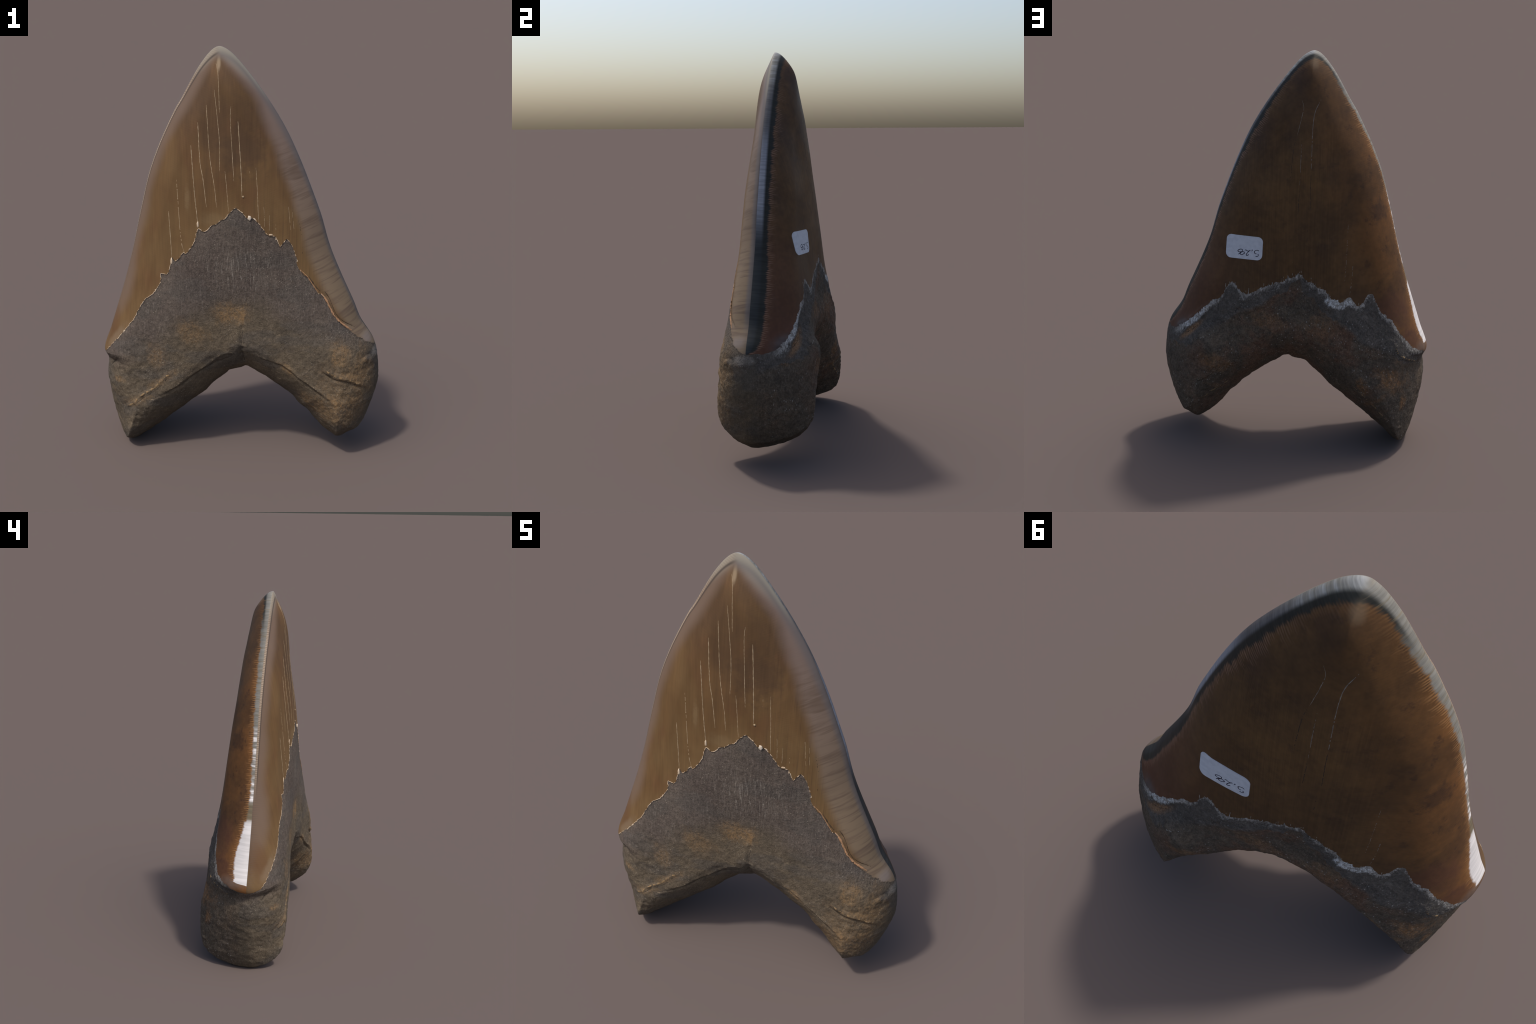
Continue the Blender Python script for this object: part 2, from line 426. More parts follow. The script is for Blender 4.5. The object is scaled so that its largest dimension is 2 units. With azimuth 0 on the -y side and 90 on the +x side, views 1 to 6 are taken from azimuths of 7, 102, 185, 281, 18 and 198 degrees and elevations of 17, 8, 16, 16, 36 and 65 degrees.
# ---------------------------------------------------------------- objects
def add_mesh(name, v, f, parent, material, normals=None, smooth_shade=True):
    me = bpy.data.meshes.new(name)
    me.from_pydata([tuple(p) for p in v], [], [tuple(int(i) for i in q) for q in f])
    me.update()
    if smooth_shade:
        me.polygons.foreach_set("use_smooth", [True] * len(me.polygons))
    if normals is not None:
        me.normals_split_custom_set_from_vertices([tuple(n) for n in normals])
    me.materials.append(material)
    o = bpy.data.objects.new(name, me)
    bpy.context.scene.collection.objects.link(o)
    o.parent = parent
    return o


def add_part(name, which, parent, material):
    f = Fc[np.isin(K, which)]
    used, back = np.unique(f, return_inverse=True)
    return add_mesh(name, V[used], back.reshape(-1, 3), parent, material, NV[used])


def strand(points, side, radius, gaps, seed, lift=.25, flat=.7, wander=.0008, taper=True):
    """A thin, uneven, half-buried thread of mineral laid along a curve on the surface."""
    line = spline(points, False, .004)
    v, f, prev = [], [], None
    n = len(line)
    for i, (x, z) in enumerate(line):
        x += wander * noise.noise((i * .35, seed, 1.3))
        hit = on_surface(x, z, side)
        r = radius * (1 + .55 * noise.noise((i * .45, seed, 3.3)) + .3 * noise.noise((i * 1.7, seed, 8.1)))
        if taper:
            r *= .35 + .65 * min(1, (n - 1 - i + 1) / 8, (i + 1) / 8)
        if hit is None or noise.noise((i * .5, seed, 5.7)) * .5 + .5 < gaps:
            prev = None
            continue
        p, nrm = hit
        j = min(i + 1, n - 1) if i < n - 1 else i - 1
        along = Vector((line[j][0] - line[i][0], 0, line[j][1] - line[i][1])) * (1 if i < n - 1 else -1)
        along = (along - nrm * along.dot(nrm)).normalized()
        across = nrm.cross(along)
        c = p + nrm * (radius * lift - .0006)
        k = len(v)
        for q in range(6):
            a = q * math.pi / 3
            v.append(c + across * (math.cos(a) * r) + nrm * (math.sin(a) * r * flat))
        if prev is not None:
            for q in range(6):
                f.append((prev + q, prev + (q + 1) % 6, k + (q + 1) % 6, k + q))
        prev = k
    return v, f


# ---------------------------------------------------------------- palette (0-255 notation)
def C(r, g, b):
    """Linear colour from the usual 0-255 notation."""
    def lin(c):
        c /= 255
        return c / 12.92 if c <= .04045 else ((c + .055) / 1.055) ** 2.4
    return (lin(r), lin(g), lin(b), 1)


FRONT_DARK, FRONT_MID, FRONT_PALE = C(80, 60, 41), C(94, 71, 45), C(103, 81, 53)
FRONT_RUST, FRONT_BLOT, FRONT_CHALK = C(92, 65, 43), C(68, 51, 37), C(116, 97, 70)
BAND_LOW, BAND_HIGH, BAND_STROKE, BAND_LEFT = C(117, 101, 82), C(113, 97, 89), C(92, 77, 66), C(104, 87, 75)
APEX, APEX_SCAR, RIM_GREY, RIM_PALE, RIM_DARK = C(130, 124, 112), C(140, 122, 98), C(92, 88, 88), C(168, 152, 132), C(60, 52, 48)
BACK_DARK, BACK_MID, BACK_LIGHT = C(68, 49, 33), C(83, 60, 37), C(98, 71, 42)
BACK_RUST, BACK_BLOT, BACK_PLUM, BACK_SMOKE = C(114, 76, 42), C(58, 42, 33), C(84, 54, 40), C(74, 68, 66)
COMB_LEFT, COMB_RIGHT = C(158, 116, 74), C(128, 98, 80)
STRIP_DEEP, STRIP_BLUE, STRIP_GREY, STRIP_BLACK = C(48, 50, 50), C(136, 138, 144), C(146, 146, 143), C(42, 42, 38)
STRIP_DUSK = C(92, 90, 90)
STRIP_WHITE, STRIP_OLIVE, STRIP_ASH = C(226, 220, 216), C(112, 100, 78), C(124, 121, 113)
ROOT_DARK, ROOT_BROWN, ROOT_TAN = C(74, 66, 56), C(87, 77, 64), C(98, 86, 70)
ROOT_MAUVE, ROOT_MAUVE_PALE, ROOT_SLATE, ROOT_STREAK = C(80, 71, 65), C(89, 80, 72), C(74, 70, 66), C(140, 132, 122)
ROOT_OCHRE, ROOT_GRAIN = C(128, 101, 69), C(170, 160, 144)
BROOT_DARK, BROOT_MID, BROOT_BROWN = C(70, 63, 55), C(84, 74, 63), C(97, 81, 65)
BROOT_RUST, BROOT_SLATE, BROOT_SLATE2, BROOT_OCHRE = C(100, 74, 58), C(70, 65, 60), C(85, 79, 73), C(132, 96, 62)
CRUST_DARK, CRUST_MID, CRUST_PALE, CRUST_WHITE = C(86, 80, 73), C(126, 120, 112), C(166, 160, 152), C(204, 204, 202)
VEIN_COL, VEINB_COL = (C(136, 117, 90), C(166, 147, 120)), (C(96, 84, 72), C(132, 122, 110))
FRINGE_COL, OCHRE_COL = (C(158, 134, 106), C(206, 186, 160)), (C(116, 95, 67), C(138, 114, 82))
TAN_COL, GREY_COL = (C(106, 93, 75), C(130, 115, 94)), (C(98, 93, 87), C(138, 133, 126))
CRACK_COL, NODULE_COL, LIP_COL = (C(50, 38, 28), C(62, 48, 36)), (C(186, 172, 152), C(210, 197, 180)), (C(140, 106, 76), C(164, 126, 94))
PAPER_COL = (C(186, 187, 192), C(198, 199, 203))
FIBRE_COL, ROOT_LINE_COL = (C(140, 134, 125), C(172, 167, 158)), (C(46, 40, 34), C(58, 50, 42))
LILAC = C(122, 113, 110)


# ---------------------------------------------------------------- materials
class Shader:
    """A small language for building node graphs: every method returns an output socket."""

    def __init__(self, name):
        self.mat = bpy.data.materials.new(name)
        self.mat.use_nodes = True
        self.tree = self.mat.node_tree
        self.tree.nodes.clear()
        co = self.new("ShaderNodeTexCoord").outputs["Object"]
        self.co = co
        sep = self.new("ShaderNodeSeparateXYZ")
        self.link(co, sep.inputs[0])
        self.x, self.y, self.z = sep.outputs

    def new(self, kind, **props):
        n = self.tree.nodes.new(kind)
        for k, v in props.items():
            setattr(n, k, v)
        return n

    def link(self, a, socket):
        if hasattr(a, "is_output"):
            self.tree.links.new(a, socket)
        else:
            socket.default_value = a

    def math(self, op, a, b=0.0, clamp=False):
        n = self.new("ShaderNodeMath", operation=op, use_clamp=clamp)
        self.link(a, n.inputs[0])
        self.link(b, n.inputs[1])
        return n.outputs[0]

    def add(self, a, b): return self.math("ADD", a, b)
    def sub(self, a, b): return self.math("SUBTRACT", a, b)
    def mul(self, a, b): return self.math("MULTIPLY", a, b)

    def step(self, v, a, b, lo=0.0, hi=1.0):
        n = self.new("ShaderNodeMapRange", interpolation_type="SMOOTHSTEP")
        for s, val in zip(("Value", "From Min", "From Max", "To Min", "To Max"), (v, a, b, lo, hi)):
            self.link(val, n.inputs[s])
        return n.outputs[0]

    def window(self, v, a, b, soft):
        return self.mul(self.step(v, a - soft, a + soft), self.step(v, b - soft, b + soft, 1.0, 0.0))

    def noise(self, scale=(1, 1, 1), detail=2.0, rough=.5, seed=0.0, distort=0.0, turn=0.0):
        m = self.new("ShaderNodeMapping")
        self.link(self.co, m.inputs["Vector"])
        m.inputs["Scale"].default_value = scale
        m.inputs["Location"].default_value = (seed, seed * .37, seed * .71)
        if turn:
            r = self.new("ShaderNodeVectorRotate", rotation_type="Y_AXIS")
            self.link(self.co, r.inputs["Vector"])
            r.inputs["Angle"].default_value = turn
            self.link(r.outputs[0], m.inputs["Vector"])
        n = self.new("ShaderNodeTexNoise")
        self.link(m.outputs[0], n.inputs["Vector"])
        n.inputs["Scale"].default_value = 1
        n.inputs["Detail"].default_value = detail
        n.inputs["Roughness"].default_value = rough
        n.inputs["Distortion"].default_value = distort
        return n.outputs["Fac"]

    def along(self, dx, dz):
        return self.add(self.mul(self.x, dx), self.mul(self.z, dz))

    def brushed(self, dx, dz, fast, slow, detail=2.0, rough=.5, seed=0.0, distort=0.0):
        """Noise that changes quickly along (dx, dz) of the x-z plane and slowly across it."""
        v = self.new("ShaderNodeCombineXYZ")
        self.link(self.mul(self.along(dx, dz), fast), v.inputs[0])
        self.link(self.mul(self.along(dz, -dx), slow), v.inputs[1])
        self.link(self.add(self.mul(self.y, slow), seed), v.inputs[2])
        n = self.new("ShaderNodeTexNoise")
        self.link(v.outputs[0], n.inputs["Vector"])
        for k, val in (("Scale", 1), ("Detail", detail), ("Roughness", rough), ("Distortion", distort)):
            n.inputs[k].default_value = val
        return n.outputs["Fac"]

    def teeth(self, dx, dz, pitch, seed):
        """Regular fine teeth along an edge that runs in direction (dx, dz)."""
        s = self.mul(self.along(dx, dz), 2 * math.pi / pitch)
        s = self.add(s, self.mul(self.brushed(dx, dz, 26, 12, 3, .55, seed), 13.0))
        return self.add(self.mul(self.math("SINE", s), .5), .5)

    def cells(self, scale, seed=0.0, feature="F1"):
        m = self.new("ShaderNodeMapping")
        self.link(self.co, m.inputs["Vector"])
        m.inputs["Scale"].default_value = scale
        m.inputs["Location"].default_value = (seed, seed, seed)
        n = self.new("ShaderNodeTexVoronoi", feature=feature)
        self.link(m.outputs[0], n.inputs["Vector"])
        n.inputs["Scale"].default_value = 1
        return n.outputs["Distance"]

    def curve(self, v, points, span):
        """Free curve value = f(v) on span[0]..span[1], both in metres."""
        (a, b), (lo, hi) = span
        t = self.math("DIVIDE", self.sub(v, a), b - a, True)
        n = self.new("ShaderNodeFloatCurve")
        c = n.mapping.curves[0]
        pts = sorted(((p - a) / (b - a), (q - lo) / (hi - lo)) for p, q in points)
        while len(c.points) < len(pts):
            c.points.new(.5, .5)
        for cp, (p, q) in zip(c.points, pts):
            cp.location = (p, q)
        n.mapping.update()
        self.link(t, n.inputs["Value"])
        return self.add(self.mul(n.outputs[0], hi - lo), lo)

    def mix(self, fac, a, b):
        n = self.new("ShaderNodeMix", data_type="RGBA")
        self.link(fac, n.inputs["Factor"])
        self.link(a, n.inputs[6])
        self.link(b, n.inputs[7])
        return n.outputs[2]

    def ramp(self, fac, stops):
        n = self.new("ShaderNodeValToRGB")
        while len(n.color_ramp.elements) < len(stops):
            n.color_ramp.elements.new(.5)
        for e, (p, c) in zip(n.color_ramp.elements, stops):
            e.position, e.color = p, c
        self.link(fac, n.inputs[0])
        return n.outputs[0]

    def scale(self, colour, k):
        n = self.new("ShaderNodeVectorMath", operation="SCALE")
        self.link(colour, n.inputs[0])
        self.link(k, n.inputs["Scale"])
        return n.outputs[0]

    def patch(self, centre, radii, rough=.5, seed=0.0, turn=0.0, grain=9.0):
        """Soft, ragged patch: an ellipsoid broken up by noise."""
        m = self.new("ShaderNodeMapping", vector_type="TEXTURE")
        self.link(self.co, m.inputs["Vector"])
        m.inputs["Location"].default_value = centre
        m.inputs["Rotation"].default_value = (0, turn, 0)
        m.inputs["Scale"].default_value = radii
        ln = self.new("ShaderNodeVectorMath", operation="LENGTH")
        self.link(m.outputs[0], ln.inputs[0])
        d = self.add(ln.outputs["Value"], self.mul(self.sub(self.noise((grain,) * 3, 5, .65, seed), .5), rough * 3))
        return self.step(d, 1.0, .25)

    def finish(self, colour, roughness=.6, bump=None, strength=.3, distance=.004, specular=.3, coat=0.0):
        b = self.new("ShaderNodeBsdfPrincipled")
        self.link(colour, b.inputs["Base Color"])
        self.link(roughness, b.inputs["Roughness"])
        self.link(specular, b.inputs["Specular IOR Level"])
        b.inputs["Coat Weight"].default_value = coat
        if bump is not None:
            n = self.new("ShaderNodeBump")
            n.inputs["Strength"].default_value = strength
            n.inputs["Distance"].default_value = distance
            self.link(bump, n.inputs["Height"])
            self.link(n.outputs[0], b.inputs["Normal"])
        out = self.new("ShaderNodeOutputMaterial")
        self.link(b.outputs[0], out.inputs["Surface"])
        return self.mat


XZ = ((0.4, 2.0), (-.75, .75))          # curves that give x for a height z
ZX = ((-.75, .75), (0.2, 1.5))          # curves that give a height z for x


def enamel():
    s = Shader("enamel")
    behind = s.step(s.y, SEAM_Y - .0015, SEAM_Y + .0015)
    # --- front: worn brown enamel, more olive towards the root, with fine lengthwise grain
    grain = s.noise((150, 40, 4.5), 3, .6, 1.3)
    broad = s.noise((26, 10, 2.2), 3, .55, 7.1, .3)
    cloud = s.noise((5, 5, 3.6), 4, .6, 4.1, .6)
    speckle = s.noise((42, 42, 36), 4, .7, 2.6)
    tone = s.add(s.mul(s.step(s.z, 1.75, 1.15), .6), s.mul(s.sub(cloud, .5), 1.3))
    front = s.ramp(tone, [(0, FRONT_DARK), (.42, FRONT_MID), (.85, FRONT_PALE)])
    rust = s.step(s.noise((8, 8, 5), 4, .65, 8.2), .50, .72)
    front = s.mix(s.mul(rust, .5), front, FRONT_RUST)
    dark = s.patch((.04, -.16, 1.53), (.12, .2, .16), .9, 3.3, grain=13)
    front = s.mix(s.mul(dark, .55), front, FRONT_BLOT)
    front = s.mix(s.mul(s.patch((-.10, -.16, 1.21), (.10, .2, .045), .6, 1.1, grain=20), .35), front, FRONT_CHALK)
    front = s.mix(s.mul(s.patch((-.225, -.16, 1.31), (.018, .2, .075), .6, 5.1, grain=22), .45), front, FRONT_CHALK)
    front = s.mix(s.mul(s.mul(s.window(s.noise((70, 10, 1.2), 2, .5, 6.4), .57, .62, .02), s.step(s.x, 0, .2)), .4), front, FRONT_BLOT)
    front = s.mix(s.mul(s.step(speckle, .56, .72), .35), front, FRONT_RUST)
    front = s.scale(front, s.step(grain, .25, .75, .93, 1.07))
    front = s.scale(front, s.step(broad, .3, .7, .93, 1.08))
    # right band: pale scanner sheen tinted in, with soft wavy strokes across the edge
    wob = s.mul(s.sub(s.noise((4, 4, 7), 3, .5, 2.2), .5), .04)
    fr = s.curve(s.z, [(.60, .55), (.70, .51), (.9, .40), (1.05, .335), (1.19, .295), (1.30, .262), (1.49, .195), (1.56, .17),
                       (1.665, .118), (1.752, .08), (1.825, .033), (1.894, -.02), (1.95, -.075), (2.0, -.11)], XZ)
    into_r = s.sub(s.add(s.x, wob), fr)
    band_r = s.step(into_r, -.014, s.step(s.z, 1.15, 1.8, .035, .06))
    strokes = s.brushed(-.30, .95, 52, 4.5, 3, .55, 5.5, .7)
    pale_r = s.mix(s.step(s.z, .75, 1.75), BAND_LOW, BAND_HIGH)
    pale_r = s.mix(s.mul(s.step(strokes, .46, .70), s.mul(s.window(s.z, .6, 1.55, .08), .75)), pale_r, BAND_STROKE)
    pale_r = s.mix(s.mul(s.step(s.brushed(-.30, .95, 20, 3, 2, .5, 9.5, .5), .55, .7), s.window(s.z, .7, 1.5, .1)), pale_r, BAND_STROKE)
    front = s.mix(s.mul(band_r, .92), front, pale_r)
    # left band: light sheen put into the colour, a softer, narrower mauve rim
    fl = s.curve(s.z, [(.5, -.72), (.62, -.66), (.762, -.55), (.907, -.508), (1.048, -.483), (1.203, -.437), (1.365, -.397),
                       (1.54, -.33), (1.712, -.228), (1.868, -.136), (1.944, -.094), (2.0, -.05)], XZ)
    into_l = s.sub(fl, s.add(s.x, s.mul(wob, .6)))
    band_l = s.step(into_l, -.03, .03)
    front = s.mix(s.mul(band_l, s.step(s.z, .55, .9, .3, .85)), front, BAND_LEFT)
    front = s.mix(s.mul(s.patch((-.64, -.12, .66), (.07, .2, .13), .5, 4.4), .6), front, FRONT_RUST)
    front = s.mix(s.mul(s.patch((-.60, -.14, .60), (.12, .2, .03), .4, 6.4, -.9), .5), front, BAND_LOW)
    front = s.mix(s.mul(s.step(s.add(s.z, s.mul(s.math("ABSOLUTE", s.add(s.x, .073)), .9)), 1.945, 2.02), .9), front, APEX)
    front = s.mix(s.mul(s.patch((-.071, -.1, 1.925), (.014, .2, .05), .2, 2.0), .7), front, APEX_SCAR)
    front = s.mix(s.mul(s.patch((.632, -.11, .612), (.055, .2, .03), .4, 12.2, .85), .55), front, LILAC)
    # the rim just in front of the seam: a ticked line on the left, a grey line on the right
    out = s.sub(SEAM_Y, s.y)
    right = s.step(s.x, -.10, -.06)
    ticks = s.teeth(.37, .93, .0098, 3.0)
    front = s.mix(s.mul(s.mul(s.step(out, .034, .012), right), s.step(s.z, .62, .75, 0, .7)), front, RIM_GREY)
    front = s.mix(s.mul(s.mul(s.step(out, .02, .004), right), s.step(s.z, 1.70, 1.88)), front, APEX)
    pale_tick = s.mul(s.window(out, -.004, .011, .003), s.sub(1.0, right))
    front = s.mix(s.mul(pale_tick, s.mul(s.step(ticks, .3, .7, .25, .7), s.mul(s.step(s.z, .9, 1.1), s.step(s.z, 1.95, 1.7, .3, 1.0)))), front, RIM_PALE)
    front = s.mix(s.mul(s.mul(s.window(out, .012, .016, .002), s.sub(1.0, right)), s.mul(s.step(s.z, .95, 1.1), .8)), front, RIM_DARK)
    front = s.mix(s.mul(s.mul(s.step(out, .05, .01), s.sub(1.0, right)), s.mul(s.step(s.z, 1.15, .95), s.step(ticks, .4, .7, .0, .55))), front, BAND_STROKE)

    # --- back: dark brown enamel, redder and lighter to the left edge
    t = s.sub(s.y, SEAM_Y)
    cloud2 = s.noise((4.5, 4.5, 4.5), 5, .62, 7.7, .5)
    xr = s.curve(s.z, [(.4, -.69), (.49, -.697), (.623, -.654), (1.0, -.531), (1.45, -.41), (1.708, -.29), (1.761, -.257), (1.915, -.166), (2.0, -.073)], XZ)
    warm = s.step(s.sub(s.x, xr), .36, .0)
    back = s.ramp(cloud2, [(.28, BACK_DARK), (.5, BACK_MID), (.72, BACK_LIGHT)])
    back = s.mix(s.mul(s.mul(warm, s.step(cloud2, .35, .65, .3, 1.0)), s.step(s.z, 1.85, 1.3, .35, 1.0)), back, BACK_RUST)
    blots = s.step(s.noise((16, 16, 16), 5, .72, 2.9), .54, .70)
    back = s.mix(s.mul(blots, s.add(.35, s.mul(warm, .3))), back, BACK_BLOT)
    back = s.mix(s.mul(s.patch((.17, .1, 1.62), (.08, .2, .11), .6, 1.9), .6), back, BACK_BLOT)
    back = s.mix(s.mul(s.patch((.0, .1, 1.87), (.10, .2, .09), .6, 2.9), .5), back, BACK_BLOT)
    back = s.mix(s.mul(s.patch((-.49, .1, .76), (.14, .25, .12), .7, 3.9), .65), back, BACK_PLUM)
    back = s.mix(s.mul(s.patch((-.60, .1, .60), (.07, .25, .07), .7, 8.9), .5), back, BACK_PLUM)
    back = s.mix(s.mul(s.patch((-.42, .1, 1.24), (.05, .25, .07), 1.0, 5.9, grain=20), .6), back, BACK_BLOT)
    back = s.mix(s.mul(s.step(s.x, .22, .5), s.step(s.z, 1.35, .9, .0, .6)), back, BACK_PLUM)
    back = s.mix(s.mul(s.patch((-.655, .02, .520), (.09, .2, .05), .3, 9.9, .5), .85), back, BAND_LEFT)
    back = s.mix(s.mul(s.step(s.z, .80, .60), s.mul(s.step(cloud2, .62, .4), .6)), back, BACK_PLUM)
    back = s.mix(s.mul(s.patch((.58, .1, .605), (.09, .2, .035), .4, 6.9, .75), .8), back, BACK_SMOKE)
    lines = s.noise((150, 15, 3.4), 3, .65, 2.5, .9)
    mid = s.mul(s.window(s.x, -.24, .30, .1), s.step(s.z, 1.75, 1.5))
    back = s.scale(back, s.step(lines, .3, .7, s.sub(1.0, s.mul(mid, .13)), s.add(1.0, s.mul(mid, .13))))
    back = s.scale(back, s.step(speckle, .3, .7, .90, 1.10))
    # comb of short serration strokes beside the edge strip
    comb = s.add(s.mul(s.teeth(-.40, .92, .0095, 1.0), right), s.mul(s.teeth(.33, .94, .0098, 6.0), s.sub(1.0, right)))
    reach = s.noise((20, 20, 60), 2, .6, 3.8)
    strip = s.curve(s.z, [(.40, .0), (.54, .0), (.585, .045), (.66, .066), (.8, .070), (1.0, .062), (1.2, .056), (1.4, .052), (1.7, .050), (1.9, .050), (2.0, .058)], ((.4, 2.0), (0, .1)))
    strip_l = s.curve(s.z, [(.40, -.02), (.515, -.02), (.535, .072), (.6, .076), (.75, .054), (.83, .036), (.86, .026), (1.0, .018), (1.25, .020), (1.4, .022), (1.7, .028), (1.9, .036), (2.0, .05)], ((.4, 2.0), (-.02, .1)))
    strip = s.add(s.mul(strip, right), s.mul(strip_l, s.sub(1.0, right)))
    past = s.sub(s.add(t, s.add(s.mul(s.sub(comb, .5), .0025), s.add(s.mul(s.sub(reach, .5), .022), s.mul(s.sub(s.noise((14, 14, 14), 2, .5, 6.6), .5), .02)))), strip)
    combed = s.mul(s.mul(s.step(past, s.step(reach, .3, .7, .015, .055), .0), s.step(comb, .25, .75)), s.mul(s.step(reach, .25, .6, .3, 1.0), s.step(s.z, 1.9, 1.6, .2, 1.0)))
    back = s.mix(s.mul(combed, s.step(s.z, .5, .56, 0.0, .85)), back, s.mix(right, COMB_LEFT, COMB_RIGHT))
    # right strip: reflected scan light painted blue grey at seam, near black inside
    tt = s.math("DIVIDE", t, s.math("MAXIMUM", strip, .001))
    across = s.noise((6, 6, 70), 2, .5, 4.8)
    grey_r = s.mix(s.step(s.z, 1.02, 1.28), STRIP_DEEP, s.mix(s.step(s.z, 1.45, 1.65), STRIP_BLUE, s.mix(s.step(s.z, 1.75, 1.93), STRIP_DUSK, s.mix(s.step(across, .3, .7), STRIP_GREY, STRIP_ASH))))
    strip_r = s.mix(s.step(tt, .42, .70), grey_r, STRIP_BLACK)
    # left strip: scan-light glare baked in as white, with an olive stretch, greyer above
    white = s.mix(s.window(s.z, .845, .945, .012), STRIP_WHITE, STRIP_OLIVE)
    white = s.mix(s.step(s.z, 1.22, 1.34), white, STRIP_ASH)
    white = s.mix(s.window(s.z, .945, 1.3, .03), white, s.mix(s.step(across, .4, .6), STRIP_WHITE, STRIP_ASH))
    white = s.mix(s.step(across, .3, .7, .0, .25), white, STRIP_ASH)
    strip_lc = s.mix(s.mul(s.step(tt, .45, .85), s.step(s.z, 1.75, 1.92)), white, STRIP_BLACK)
    worn = s.mul(s.step(s.brushed(.33, .94, 60, 6, 3, .6, 11.0, .4), .50, .66), s.step(s.z, .80, .95))  # breaks up the painted highlight
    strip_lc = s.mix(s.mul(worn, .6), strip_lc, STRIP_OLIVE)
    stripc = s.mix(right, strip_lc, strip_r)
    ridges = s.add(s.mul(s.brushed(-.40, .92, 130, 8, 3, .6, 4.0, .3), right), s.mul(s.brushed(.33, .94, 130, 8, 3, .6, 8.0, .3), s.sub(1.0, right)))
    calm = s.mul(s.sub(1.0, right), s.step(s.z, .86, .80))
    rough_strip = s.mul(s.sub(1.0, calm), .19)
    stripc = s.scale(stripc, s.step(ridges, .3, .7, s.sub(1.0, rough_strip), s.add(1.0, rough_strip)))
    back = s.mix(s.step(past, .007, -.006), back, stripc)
    back = s.mix(s.mul(s.patch((-.076, -.005, 1.945), (.03, .06, .04), .3, 2.0), .3), back, APEX_SCAR)
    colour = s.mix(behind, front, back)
    bump = s.add(s.mul(grain, .5), s.add(s.mul(strokes, .4), s.mul(comb, .3)))
    return s.finish(colour, s.step(cloud, .3, .7, .52, .66), bump, .08, .003, .18)


BACK_BORDER = [(-.69, .48), (-.639, .526), (-.548, .622), (-.496, .702), (-.446, .745), (-.397, .83), (-.381, .831), (-.331, .777),
               (-.284, .82), (-.245, .795), (-.207, .807), (-.153, .857), (-.105, .881), (-.037, .929), (.03, .904), (.1, .87),
               (.162, .847), (.248, .817), (.308, .868), (.367, .784), (.428, .741), (.53, .65), (.615, .579), (.68, .56)]


def slate(s, cloud):
    return s.mix(s.step(cloud, .3, .7), BROOT_SLATE, BROOT_SLATE2)


def weather(s, colour, amount=1.0):
    """Pits, grit and sparse pale grains that all of the root shares; returns colour and bump height."""
    grit = s.noise((150, 150, 130), 3, .7, 5.1)
    mottle = s.noise((48, 48, 42), 4, .7, 1.9)
    colour = s.scale(colour, s.step(mottle, .28, .72, s.sub(1.0, s.mul(amount, .20)), s.add(1.0, s.mul(amount, .20))))
    colour = s.scale(colour, s.step(grit, .3, .7, s.sub(1.0, s.mul(amount, .22)), s.add(1.0, s.mul(amount, .24))))
    pits = s.step(s.cells((85, 85, 70), 4.5), .26, .12)
    where = s.step(s.noise((9, 9, 9), 4, .65, 8.8), .46, .66)
    colour = s.mix(s.mul(s.mul(pits, where), .32), colour, ROOT_GRAIN)
    fine = s.step(s.cells((210, 210, 170), 2.5), .22, .10)
    colour = s.mix(s.mul(s.mul(fine, s.step(mottle, .45, .65)), .28), colour, ROOT_GRAIN)
    height = s.add(s.mul(grit, .9), s.add(s.mul(mottle, 1.2), s.mul(s.mul(pits, where), .5)))
    return colour, height


